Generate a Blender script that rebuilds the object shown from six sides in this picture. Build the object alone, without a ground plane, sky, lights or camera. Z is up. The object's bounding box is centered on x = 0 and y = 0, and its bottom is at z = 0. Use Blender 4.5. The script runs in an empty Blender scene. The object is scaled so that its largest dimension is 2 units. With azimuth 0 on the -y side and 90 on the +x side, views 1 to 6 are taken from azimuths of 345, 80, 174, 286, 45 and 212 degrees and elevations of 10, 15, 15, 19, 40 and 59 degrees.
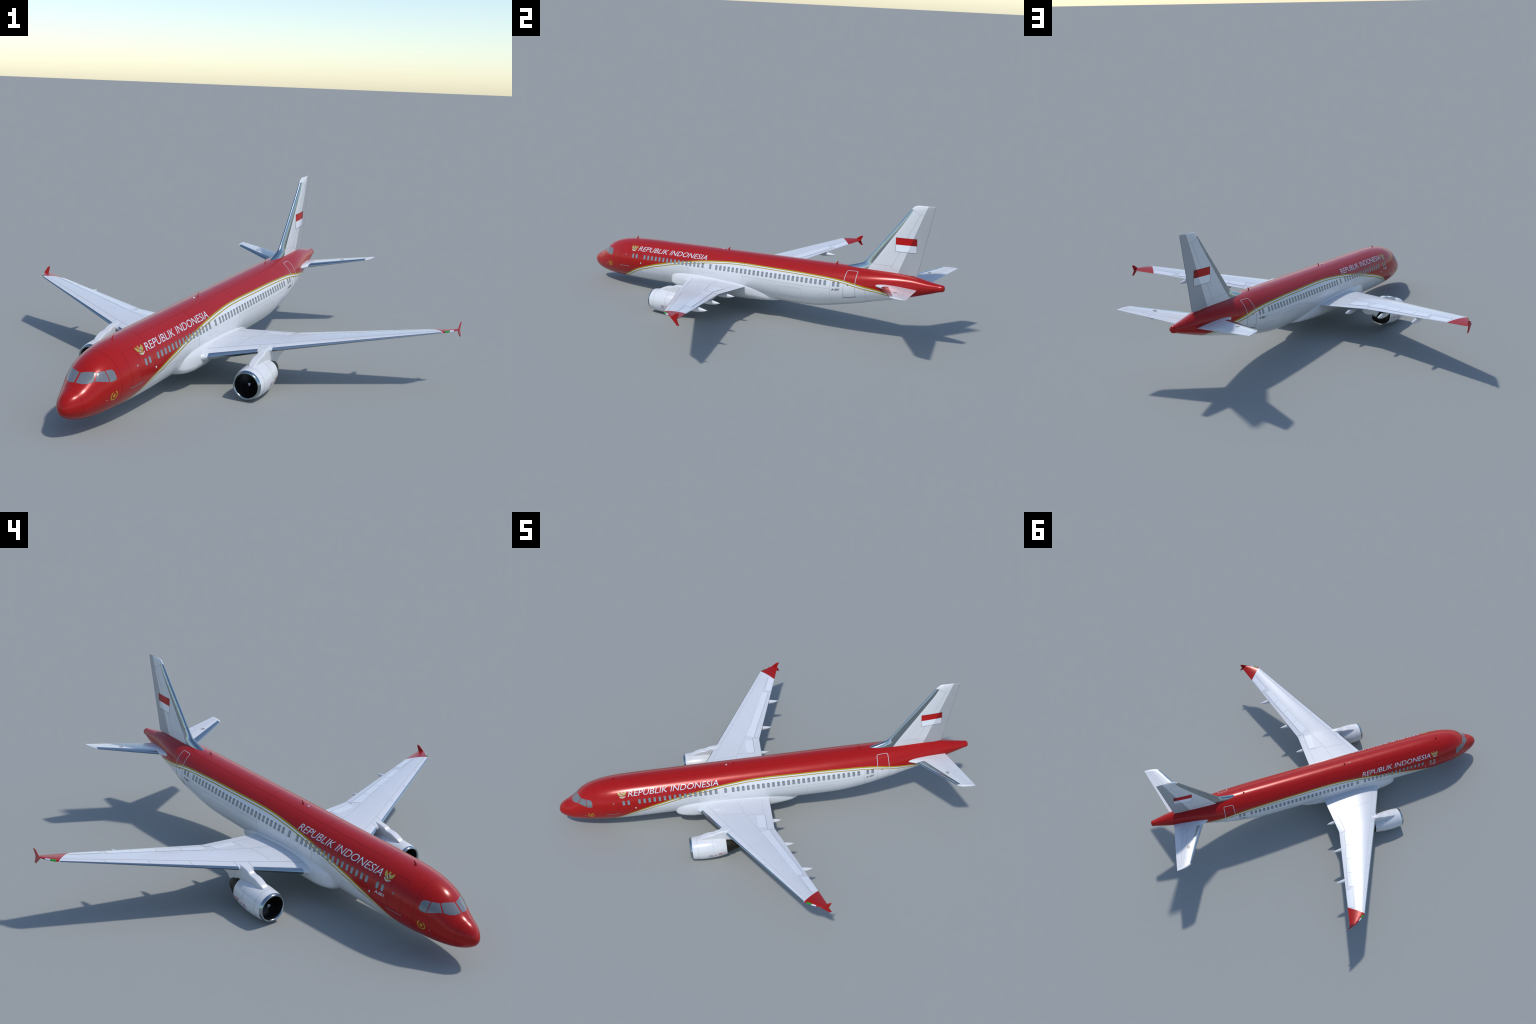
# Twin-engine airliner in a red / white state livery, built part by part.
# Plane frame: x = port, y = aft, z = up (metres at model scale); the root Empty
# pitches and yaws that frame into the world.
import bpy, bmesh, math, random
import numpy as np
from mathutils import Vector, Matrix

random.seed(4)
YAW, PITCH, XC = math.radians(-39.03), math.radians(3.2), -0.0385
ROOT_MAT = (Matrix.Rotation(YAW, 4, 'Z') @ Matrix.Rotation(PITCH, 4, 'X') @ Matrix.Translation((XC, 0, 0)))
PI = math.pi

# ------------------------------------------------------------------ helpers
def pchip(x, y, q):
    x = np.asarray(x, float); y = np.asarray(y, float); q = np.clip(np.asarray(q, float), x[0], x[-1])
    h = np.diff(x); d = np.diff(y) / h; m = np.zeros_like(y)
    for i in range(1, len(x) - 1):
        if d[i - 1] * d[i] > 0:
            w1 = 2 * h[i] + h[i - 1]; w2 = h[i] + 2 * h[i - 1]
            m[i] = (w1 + w2) / (w1 / d[i - 1] + w2 / d[i])
    m[0] = d[0]; m[-1] = d[-1]
    i = np.clip(np.searchsorted(x, q) - 1, 0, len(x) - 2); t = (q - x[i]) / h[i]
    return ((2*t**3 - 3*t**2 + 1)*y[i] + (t**3 - 2*t**2 + t)*h[i]*m[i]
            + (-2*t**3 + 3*t**2)*y[i+1] + (t**3 - t**2)*h[i]*m[i+1])

ROOT = bpy.data.objects.new("airliner", None)
ROOT.empty_display_size = 0.2
bpy.context.scene.collection.objects.link(ROOT)
ROOT.matrix_world = ROOT_MAT
ROOT["label"] = "twin-engine passenger jet in red and white state livery"
ROOT["category"] = "airplane"

def link(name, mesh, mats, parent=None, smooth=True, angle=35):
    ob = bpy.data.objects.new(name, mesh)
    for m in (mats if isinstance(mats, (list, tuple)) else [mats]):
        if len(mesh.materials) < len(mats if isinstance(mats, (list, tuple)) else [mats]):
            mesh.materials.append(m)
    bpy.context.scene.collection.objects.link(ob)
    ob.parent = parent or ROOT
    if smooth:
        for p in mesh.polygons: p.use_smooth = True
        if angle: mesh.set_sharp_from_angle(angle=math.radians(angle))
    return ob

def mesh_of(name, verts, faces, idx=None):
    me = bpy.data.meshes.new(name)
    me.from_pydata([tuple(float(c) for c in v) for v in verts], [], faces)
    if idx is not None:
        me.polygons.foreach_set("material_index", idx)
    me.validate(); me.update()
    return me

def fix_normals(me):
    bm = bmesh.new(); bm.from_mesh(me)
    bmesh.ops.remove_doubles(bm, verts=bm.verts, dist=1e-6)
    bmesh.ops.recalc_face_normals(bm, faces=bm.faces)
    bm.to_mesh(me); bm.free()
    return me

def grid_faces(nr, nc, close=True):
    f = []
    for i in range(nr - 1):
        for j in range(nc if close else nc - 1):
            k = (j + 1) % nc
            f.append((i*nc + j, i*nc + k, (i+1)*nc + k, (i+1)*nc + j))
    return f

def lathe(profile, centre, seg=72):
    """Revolve (y, r) pairs round an axis parallel to y."""
    v = []
    for y, r in profile:
        for j in range(seg):
            a = 2*PI*j/seg
            v.append((centre[0] + r*math.cos(a), y, centre[1] + r*math.sin(a)))
    return v, grid_faces(len(profile), seg)

# ---------------------------------------------------------------- materials
def principled(name, color, rough=0.3, metal=0.0, coat=0.0, spec=0.5):
    m = bpy.data.materials.new(name); m.use_nodes = True
    b = m.node_tree.nodes["Principled BSDF"]
    b.inputs["Base Color"].default_value = (*color, 1)
    b.inputs["Roughness"].default_value = rough
    b.inputs["Metallic"].default_value = metal
    b.inputs["Coat Weight"].default_value = coat
    b.inputs["Coat Roughness"].default_value = 0.08
    b.inputs["Specular IOR Level"].default_value = spec
    return m

def N(nt, kind, **kw):
    n = nt.nodes.new(kind)
    for k, v in kw.items(): setattr(n, k, v)
    return n

def tint_gloss(m, level, keep=0.3):
    """Let the gloss take on the paint's own hue, as a pigmented lacquer does."""
    nt = m.node_tree; b = nt.nodes["Principled BSDF"]; src = b.inputs["Base Color"]
    base = src.links[0].from_socket if src.is_linked else tuple(src.default_value)
    bright = mix_col(nt, 1.0, base, (1.7, 1.7, 1.7, 1), 'MULTIPLY')
    nt.links.new(mix_col(nt, keep, bright, (1, 1, 1, 1)), b.inputs["Specular Tint"])
    b.inputs["Specular IOR Level"].default_value = level
    return m

def math_node(nt, op, a, b=None, c=None):
    n = N(nt, "ShaderNodeMath", operation=op)
    for i, v in enumerate((a, b, c)):
        if v is None: continue
        if isinstance(v, (int, float)): n.inputs[i].default_value = v
        else: nt.links.new(v, n.inputs[i])
    return n.outputs[0]

def mix_col(nt, fac, a, b, blend='MIX'):
    n = N(nt, "ShaderNodeMix", data_type='RGBA', blend_type=blend)
    for i, v in ((0, fac), (6, a), (7, b)):
        if isinstance(v, (int, float)): n.inputs[i].default_value = v
        elif isinstance(v, tuple): n.inputs[i].default_value = (*v, 1) if len(v) == 3 else v
        else: nt.links.new(v, n.inputs[i])
    return n.outputs[2]

def soil(m, amount=0.05, scale=18.0, stretch=(1, 1, 1)):
    """Very faint uneven tone and gloss, as on a painted skin."""
    nt = m.node_tree; b = nt.nodes["Principled BSDF"]
    tc = N(nt, "ShaderNodeTexCoord"); mp = N(nt, "ShaderNodeMapping")
    mp.inputs["Scale"].default_value = stretch
    nt.links.new(tc.outputs["Object"], mp.inputs[0])
    nz = N(nt, "ShaderNodeTexNoise"); nz.inputs["Scale"].default_value = scale
    nz.inputs["Detail"].default_value = 5
    nt.links.new(mp.outputs[0], nz.inputs["Vector"])
    dark = math_node(nt, 'MULTIPLY_ADD', nz.outputs["Fac"], -amount*2, 1.0 + amount*0.4)
    src = b.inputs["Base Color"]
    if src.is_linked: base = src.links[0].from_socket
    else: base = tuple(src.default_value)
    comb = N(nt, "ShaderNodeCombineColor")
    for i in range(3): nt.links.new(dark, comb.inputs[i])
    out = mix_col(nt, 1.0, base, comb.outputs[0], 'MULTIPLY')
    nt.links.new(out, src)
    r0 = b.inputs["Roughness"].default_value
    nt.links.new(math_node(nt, 'MULTIPLY_ADD', nz.outputs["Fac"], 0.10, r0 - 0.05), b.inputs["Roughness"])
    return m

RED = (0.365, 0.0095, 0.0085)
WHITE = (0.685, 0.690, 0.702)
GOLD = (0.375, 0.262, 0.008)
white_paint = soil(principled("white_paint", WHITE, 0.27, 0, 0.2), 0.03)
wing_paint = soil(principled("wing_paint", (0.655, 0.67, 0.70), 0.28, 0, 0.2), 0.04, 14)
panel_paint = soil(principled("pale_panel_paint", (0.735, 0.755, 0.79), 0.3, 0, 0.15), 0.03, 14)
red_paint = tint_gloss(soil(principled("red_paint", RED, 0.25, 0, 0.0, 0.5), 0.04), 0.7)
rudder_shaded_white = soil(principled("rudder_baked_shade", (0.385, 0.395, 0.405), 0.35, 0, 0.1), 0.04)  # greyer than the fin: shading baked into the rudder's base colour
metal = soil(principled("polished_metal", (0.355, 0.415, 0.45), 0.17, 1.0), 0.08, 26)
pane_grey = principled("window_pane", (0.22, 0.245, 0.275), 0.22, 0, 0.3)
rim_grey = principled("window_rim", (0.075, 0.08, 0.085), 0.4)
shield_glass = soil(principled("windshield_glass", (0.150, 0.162, 0.180), 0.18, 0, 0.3), 0.06, 40)
door_grey = principled("door_frame_grey", (0.50, 0.52, 0.55), 0.35)
sill_dark = principled("door_sill", (0.10, 0.105, 0.115), 0.4)
sill_grey = principled("door_sill_grey", (0.22, 0.23, 0.25), 0.4)
letter_white = principled("lettering_white", (0.61, 0.63, 0.69), 0.3, 0, 0.0)
letter_dark = principled("lettering_dark", (0.07, 0.07, 0.08), 0.4)
gold_paint = principled("gold_paint", (0.47, 0.32, 0.015), 0.35, 0.0, 0.1)
emblem_gold = principled("emblem_gold", (0.38, 0.29, 0.05), 0.35, 0.0, 0.1)
green_paint = principled("green_light", (0.01, 0.27, 0.015), 0.3)
dark_core = soil(principled("exhaust_metal", (0.022, 0.018, 0.013), 0.5, 0.6), 0.3, 60)
black_duct = principled("intake_duct", (0.006, 0.006, 0.007), 0.5)
blade_dark = principled("fan_blade", (0.018, 0.018, 0.019), 0.3, 0.6)
flag_red = principled("flag_red", (0.47, 0.002, 0.003), 0.35, 0, 0.0, 0.3)
flag_red_dark = principled("flag_red_baked_shade", (0.25, 0.001, 0.002), 0.35, 0, 0.0, 0.3)  # flag colours darkened aft of the hinge to paint in the rudder's shade
flag_white = principled("flag_white", (0.82, 0.84, 0.87), 0.3, 0, 0.2)
flag_white_dark = principled("flag_white_baked_shade", (0.62, 0.64, 0.68), 0.3, 0, 0.2)
flag_edge = principled("flag_border", (0.10, 0.02, 0.02), 0.4)
line_grey = principled("panel_gap", (0.36, 0.37, 0.40), 0.5)
line_dark = principled("panel_gap_dark", (0.22, 0.225, 0.24), 0.5)
stencil_red = principled("stencil_red", (0.55, 0.03, 0.03), 0.4)
stencil_blue = principled("stencil_blue", (0.12, 0.15, 0.45), 0.4)
emblem_black = principled("emblem_black", (0.015, 0.015, 0.015), 0.4)
emblem_red = principled("emblem_red", (0.5, 0.02, 0.02), 0.4)
emblem_green = principled("emblem_green", (0.02, 0.22, 0.08), 0.4)
stencil_orange = principled("emblem_orange", (0.45, 0.10, 0.01), 0.4)
olive_mark = principled("olive_mark", (0.20, 0.20, 0.13), 0.4)
lamp_clear = principled("lamp_lens", (0.62, 0.68, 0.62), 0.15, 0, 0.5)

# ----------------------------------------------------------- fuselage shape
FUS = [  # station y, crown, keel, half width, height of the widest point
    (-1.2995, .1800, .1800, .0000, .1800), (-1.296, .1955, .1650, .0150, .1805),
    (-1.286, .2130, .1545, .0272, .1830), (-1.265, .2295, .1405, .0430, .1845),
    (-1.230, .2462, .1268, .0608, .1860), (-1.190, .2755, .1172, .0758, .1940),
    (-1.155, .3035, .1118, .0885, .2050), (-1.120, .3205, .1085, .0985, .2115),
    (-1.085, .3310, .1062, .1062, .2165), (-1.040, .3395, .1040, .1138, .2205),
    (-.98, .3455, .1015, .1188, .2220), (-.90, .3485, .0985, .1210, .2225),
    (-.80, .3495, .0968, .1213, .2225), (.20, .3495, .0962, .1213, .2225),
    (.27, .3495, .0985, .1208, .2230), (.35, .3495, .1088, .1185, .2255),
    (.45, .3492, .1272, .1130, .2335), (.55, .3488, .1475, .1028, .2475),
    (.65, .3475, .1720, .0878, .2610), (.75, .3435, .1940, .0695, .2690),
    (.85, .3325, .2208, .0490, .2770), (.95, .3135, .2508, .0315, .2835),
    (1.005, .3050, .2680, .0195, .2860)]
FT = np.array(FUS); FQ = np.sqrt(FT[:, 0] - FT[0, 0])
TAIL_END = 1.005

def fus_prof(y):
    q = math.sqrt(max(0.0, min(y, TAIL_END) - FT[0, 0]))
    return [float(pchip(FQ, FT[:, k], q)) for k in (1, 2, 3, 4)]

_pc = {}
def fprof(y):
    k = round(y, 5)
    if k not in _pc: _pc[k] = fus_prof(k)
    return _pc[k]

def fus_point(y, phi, side=1, off=0.0):
    """Point on the skin; phi measured up from the widest line, off along the normal."""
    def raw(yy, pp):
        t, b, w, m = fprof(yy)
        h = (t - m) if math.sin(pp) >= 0 else (m - b)
        return Vector((w*math.cos(pp), yy, m + h*math.sin(pp)))
    p = raw(y, phi)
    if off:
        e = 2e-3
        dy = raw(min(y+e, TAIL_END), phi) - raw(y-e, phi); dp = raw(y, phi+e) - raw(y, phi-e)
        n = dp.cross(dy)
        if n.dot(p - Vector((0, y, fprof(y)[3]))) < 0: n = -n
        p = p + n.normalized()*off
    return Vector((p.x*side, p.y, p.z))

def phi_at(y, z):
    t, b, w, m = fprof(y)
    h = (t - m) if z > m else (m - b)
    return math.asin(max(-1, min(1, (z - m)/h)))

RV = 0.1245     # arc length per radian on the parallel body

def skin(side, off):
    """Map flat (u along y, v arc) coordinates on to the fuselage side."""
    return lambda u, v: fus_point(u, v/RV, side, off)

# ------------------------------------------------------------ livery shader
STRIPE = [(-1.10, .085), (-1.06, .106), (-1.03, .1225), (-1.0, .1395), (-.9636, .1560), (-.9355, .1712), (-.8861, .1925),
          (-.848, .2054), (-.7985, .2195), (-.7508, .2325), (-.6949, .2445), (-.6585, .2530), (-.600, .2642),
          (-.5687, .2690), (-.4812, .2822), (-.3949, .2924), (-.3093, .2994), (-.2244, .3045), (-.1468, .3058),
          (-.019, .3045), (.0648, .3030), (.1465, .3020), (.2277, .3005), (.3081, .2978), (.4108, .2932),
          (.4876, .2862), (.5523, .2752), (.6132, .2648), (.6757, .2545), (.7198, .2440), (.7884, .2290),
          (.8237, .2180), (.87, .200), (.92, .175)]

def stripe_edge(depth):
    """The stripe's upper edge moved down the skin by depth, as (y, z) pairs."""
    ys = np.array([p[0] for p in STRIPE]); zs = np.array([p[1] for p in STRIPE])
    out = []
    for i, (y, z) in enumerate(STRIPE):
        a, b = max(i-1, 0), min(i+1, len(STRIPE)-1)
        slope = (zs[b]-zs[a])/(ys[b]-ys[a])
        t, bt, w, m = fprof(y)
        h = (t-m) if z > m else (m-bt)
        s = max(-.8, min(.8, (z-m)/h)); cz = math.sqrt(1-s*s)
        sl = slope/cz
        out.append((y, z - depth*cz*math.sqrt(1 + sl*sl)))
    return out

def livery(name, tone=1.0):
    m = principled(name, RED, 0.22, 0, 0.0, 0.5)
    nt = m.node_tree; b = nt.nodes["Principled BSDF"]
    tc = N(nt, "ShaderNodeTexCoord"); sx = N(nt, "ShaderNodeSeparateXYZ")
    nt.links.new(tc.outputs["Object"], sx.inputs[0])
    yn = math_node(nt, 'MULTIPLY_ADD', sx.outputs[1], 1/2.4, 1.3/2.4)
    zn = math_node(nt, 'MULTIPLY', sx.outputs[2], 2.5)
    def above(depth):
        fc = N(nt, "ShaderNodeFloatCurve"); c = fc.mapping.curves[0]
        pts = [((y+1.3)/2.4, max(0.0, z*2.5)) for y, z in stripe_edge(depth)]
        c.points[0].location = pts[0]; c.points[1].location = pts[-1]
        for p in pts[1:-1]: c.points.new(*p)
        fc.mapping.extend = 'HORIZONTAL'; fc.mapping.update()
        nt.links.new(yn, fc.inputs["Value"])
        return math_node(nt, 'GREATER_THAN', zn, fc.outputs[0])
    k = tone
    sc = lambda c: tuple(v*k for v in c)
    col = mix_col(nt, above(0.0188), sc(WHITE), sc(GOLD))
    col = mix_col(nt, above(0.0138), col, sc(WHITE))
    col = mix_col(nt, above(0.0070), col, sc(GOLD))
    col = mix_col(nt, above(0.0), col, sc(RED))
    # everything ahead of the stripe's foot and behind its tail stays red
    ends = math_node(nt, 'MAXIMUM', math_node(nt, 'LESS_THAN', sx.outputs[1], -1.075), math_node(nt, 'GREATER_THAN', sx.outputs[1], .855))
    col = mix_col(nt, ends, col, sc(RED))
    nt.links.new(col, b.inputs["Base Color"])
    return tint_gloss(soil(m, 0.03, 16), 0.7)

body_livery = livery("body_livery")
seam_livery = livery("body_seam", 0.62)

# ---------------------------------------------------------------- fuselage
def build_fuselage():
    ys = [FT[0, 0] + .35*(i/40)**2 for i in range(1, 41)]
    ys += list(np.linspace(ys[-1], TAIL_END, 170)[1:])
    seg = 144
    v = [(0, FT[0, 0], .18)]
    for y in ys:
        for j in range(seg):
            v.append(fus_point(y, 2*PI*j/seg))
    # rounded exhaust end
    t, b, w, m = fprof(TAIL_END)
    tail = [(1.0095, 1.0), (1.0140, .96), (1.0185, .87), (1.0220, .72), (1.0242, .50), (1.0250, .22)]
    for y, k in tail:
        c = .5*(t+b)
        for j in range(seg):
            a = 2*PI*j/seg; p = fus_point(TAIL_END, a)
            v.append((p.x*k, y, c + (p.z - c)*k))
    nr = len(ys) + len(tail)
    f = [(0, 1 + (j+1) % seg, 1 + j) for j in range(seg)]
    f += [tuple(1+q for q in r) for r in grid_faces(nr, seg)]
    last = 1 + (nr-1)*seg
    f.append(tuple(last + j for j in range(seg)))
    me = mesh_of("body", v, f); fix_normals(me)
    for p in me.polygons: p.use_smooth = True
    normals = [tuple(n.vector) for n in me.vertex_normals]
    parts = {}
    for p in me.polygons:
        yc = p.center.y
        key = "nose_cone" if yc < -1.2442 else ("tail_cone" if yc > .9353 else ("fuselage"))
        parts.setdefault(key, []).append(p.index)
    made = {}
    for key, idx in parts.items():
        use = sorted({vi for i in idx for vi in me.polygons[i].vertices}); re = {a: b for b, a in enumerate(use)}
        sub = mesh_of(key, [me.vertices[i].co for i in use], [[re[q] for q in me.polygons[i].vertices] for i in idx])
        ob = link(key, sub, body_livery, angle=0)
        sub.normals_split_custom_set_from_vertices([normals[i] for i in use])
        made[key] = ob
    return made

BODY = build_fuselage()
FUSE = BODY["fuselage"]

# ------------------------------------------- flat shapes mapped on a surface
def drape(bm, mapper, cut_u=None, cut_v=None):
    """Cut a flat mesh into a grid of cells and bend it on to the surface."""
    bmesh.ops.triangulate(bm, faces=bm.faces[:])
    us = [v.co.x for v in bm.verts]; vs = [v.co.y for v in bm.verts]
    for lo, hi, step, nrm in ((min(us), max(us), cut_u, (1, 0, 0)), (min(vs), max(vs), cut_v, (0, 1, 0))):
        if not step: continue
        k = math.floor(lo/step) + 1
        while k*step < hi:
            bmesh.ops.bisect_plane(bm, geom=bm.verts[:] + bm.edges[:] + bm.faces[:],
                                   plane_co=Vector(nrm)*(k*step), plane_no=nrm, dist=1e-7)
            k += 1
    for v in bm.verts: v.co = mapper(v.co.x, v.co.y)
    return bm

def face_out(me, centre_line):
    """Turn faces so that they look away from a line parallel to y."""
    bm = bmesh.new(); bm.from_mesh(me); bm.normal_update()
    for f in bm.faces:
        c = f.calc_center_median(); d = Vector((c.x - centre_line[0], 0, c.z - centre_line[1]))
        if f.normal.dot(d) < 0: f.normal_flip()
    bm.to_mesh(me); bm.free()

def poly_shape(polys, mapper, cut_u=None, cut_v=None, name="shape"):
    """polys: list of (points, material index)."""
    bm = bmesh.new()
    for pts, mi in polys:
        f = bm.faces.new([bm.verts.new((p[0], p[1], 0)) for p in pts]); f.material_index = mi
    drape(bm, mapper, cut_u, cut_v)
    me = bpy.data.meshes.new(name); bm.to_mesh(me); bm.free()
    return me

def ribbon(pts, width, step=0.006, closed=False):
    """Quads along a flat polyline, with mitred corners."""
    P = []
    n = len(pts)
    for i in range(n if closed else n-1):
        a = Vector(pts[i]); b = Vector(pts[(i+1) % n]); k = max(1, int((b-a).length/step))
        for j in range(k): P.append(a.lerp(b, j/k))
    if not closed: P.append(Vector(pts[-1]))
    L, Rr = [], []
    for i, p in enumerate(P):
        a = P[i-1] if (i or closed) else p; b = P[(i+1) % len(P)] if (i < len(P)-1 or closed) else p
        d0 = (p-a); d1 = (b-p)
        d0 = d0.normalized() if d0.length > 1e-9 else d1.normalized()
        d1 = d1.normalized() if d1.length > 1e-9 else d0
        t = (d0+d1).normalized(); nn = Vector((-t.y, t.x)); c = max(.5, t.dot(d1))
        L.append(p + nn*width/2/c); Rr.append(p - nn*width/2/c)
    q = []
    for i in range(len(P) if closed else len(P)-1):
        j = (i+1) % len(P); q.append([L[i], L[j], Rr[j], Rr[i]])
    return q

def ribbons(lines, mapper, name, mats, parent, centre=None, stuff=True):
    """lines: (points, width, material index, closed)."""
    v, f, idx = [], [], []
    for pts, w, mi, closed in lines:
        for quad in ribbon(pts, w, closed=closed):
            k = len(v); v += [mapper(p[0], p[1]) for p in quad]; f.append((k, k+1, k+2, k+3)); idx.append(mi)
    me = mesh_of(name, v, f, idx)
    if centre: face_out(me, centre)
    ob = link(name, me, mats, parent)
    if stuff: ob["kind"] = "stuff"
    return ob

def round_rect(cx, cy, w, h, r, n=4, shear=0.0):
    pts = []
    for sx, sy, a0 in ((1, 1, 0), (-1, 1, 90), (-1, -1, 180), (1, -1, 270)):
        for k in range(n+1):
            a = math.radians(a0 + 90*k/n)
            px = sx*(w/2-r) + r*math.cos(a); py = sy*(h/2-r) + r*math.sin(a)
            pts.append((cx + px + shear*py, cy + py))
    return pts

AX = (0, .2225)

# ------------------------------------------------------------ cabin windows
def cabin_windows():
    ys = [-.9253, -.8979] + [-.8386 + .02807*i for i in range(15)] + [-.4151, -.3622]
    ys += [-.3205 + .0281*i for i in range(26)] + [.433, .4608]
    for side in (1, -1):
        for y in ys:
            v0 = phi_at(y, .2620)*RV
            outer = round_rect(y, v0, .0150, .0275, .0042)
            inner = round_rect(y, v0, .0122, .0245, .0034)
            v, f, idx = [], [], []
            mo, mi_ = skin(side, .0002), skin(side, .0009)
            n = len(outer)
            rings = [[mo(*p) for p in outer], [mi_(y + (p[0]-y)*.94, v0 + (p[1]-v0)*.965) for p in outer], [mo(*p) for p in inner]]
            for r in rings: v += r
            for a in range(2):
                for j in range(n):
                    k = (j+1) % n; f.append((a*n+j, a*n+k, (a+1)*n+k, (a+1)*n+j)); idx.append(0)
            c = len(v); v.append(mi_(y, v0))
            for j in range(n):
                f.append((2*n+j, 2*n+(j+1) % n, c)); idx.append(1)
            me = mesh_of("window", v, f, idx); face_out(me, AX)
            link("window", me, [rim_grey, pane_grey], FUSE, angle=0)

cabin_windows()

# ---------------------------------------------------------- cockpit windows
def cockpit():
    D = math.radians
    # each pane: upper edge and lower edge as (y, phi) from the centre post outboard
    panes = [
        ([(-1.1808, 88.4), (-1.1765, 79), (-1.1685, 67), (-1.1580, 54.6)],
         [(-1.2142, 87.8), (-1.2140, 78), (-1.2105, 66), (-1.2000, 54), (-1.1812, 43.8)]),
        ([(-1.1565, 53.6), (-1.1445, 48.5), (-1.1315, 44.2)],
         [(-1.1788, 42.4), (-1.1570, 29.3), (-1.1322, 20.0)]),
        ([(-1.1298, 43.6), (-1.1180, 41.3), (-1.1060, 38.2), (-1.1005, 34.5), (-1.0985, 30.5)],
         [(-1.1303, 19.4), (-1.1230, 17.8), (-1.1080, 16.6), (-1.1025, 17.0), (-1.0985, 19.5)])]
    for side in (1, -1):
        for top, bot in panes:
            def edge(pts, t):
                s = t*(len(pts)-1); i = min(int(s), len(pts)-2); q = s-i
                return pts[i][0]*(1-q)+pts[i+1][0]*q, pts[i][1]*(1-q)+pts[i+1][1]*q
            nu, nv = 16, 10; v = []
            for i in range(nu+1):
                q = .018 + .964*i/nu; a, b = edge(top, q), edge(bot, q)
                for j in range(nv+1):
                    q = j/nv
                    rim = i in (0, nu) or j in (0, nv)
                    v.append(fus_point(a[0]*(1-q)+b[0]*q, D(a[1]*(1-q)+b[1]*q), side, .0002 if rim else .0006))
            me = mesh_of("cockpit_window", v, grid_faces(nu+1, nv+1, False)); face_out(me, AX)
            link("cockpit_window", me, shield_glass, FUSE, angle=0)

cockpit()

# --------------------------------------------------------------- lettering
def text_mesh(body, shear=0.0, bold=0.0):
    cu = bpy.data.curves.new("lettering", 'FONT'); cu.body = body; cu.size = 1; cu.shear = shear; cu.offset = bold
    cu.resolution_u = 4; cu.fill_mode = 'BOTH'
    ob = bpy.data.objects.new("lettering", cu); bpy.context.scene.collection.objects.link(ob)
    bpy.context.view_layer.update()
    me = bpy.data.meshes.new_from_object(ob.evaluated_get(bpy.context.evaluated_depsgraph_get()))
    bpy.data.objects.remove(ob); bpy.data.curves.remove(cu)
    me.materials.clear()
    return me

def lettering(name, body, side, y_nose, y_tail, v0, height, mat, shear, bold=0.0):
    """Letters along the side; they read left to right as seen from that side."""
    me = text_mesh(body, shear, bold)
    bm = bmesh.new(); bm.from_mesh(me); bpy.data.meshes.remove(me)
    xs = [v.co.x for v in bm.verts]; ysl = [v.co.y for v in bm.verts]
    x0, x1, b0, b1 = min(xs), max(xs), 0.0, max(ysl)
    for v in bm.verts:
        t = (v.co.x-x0)/(x1-x0)
        u = y_nose + (y_tail-y_nose)*t if side > 0 else y_tail + (y_nose-y_tail)*t
        v.co = (u, v0 + height*(v.co.y-b0)/(b1-b0), 0)
    drape(bm, skin(side, .0007), None, .005)
    out = bpy.data.meshes.new(name); bm.to_mesh(out); bm.free(); face_out(out, AX)
    ob = link(name, out, mat, FUSE, angle=0)
    return ob

D = math.radians
for side in (1, -1):
    lettering("lettering", "REPUBLIK INDONESIA", side, -.897, -.3985, D(33.9)*RV, .0318, letter_white, .28, -.003)
    lettering("registration_lettering", "A-001", side, .4205, .470, D(-3.2)*RV, .0125, letter_dark, .25, .022)
lettering("registration_lettering", "A-001", -1, -.9415, -.8915, D(4.1)*RV, .0118, letter_white, .2, .018)

# ------------------------------------------------------------------ emblems
def star_pts(cx, cy, r, n=5, k=.40):
    return [(cx + (r if i % 2 == 0 else r*k)*math.sin(PI*i/n), cy + (r if i % 2 == 0 else r*k)*math.cos(PI*i/n)) for i in range(2*n)]

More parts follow.
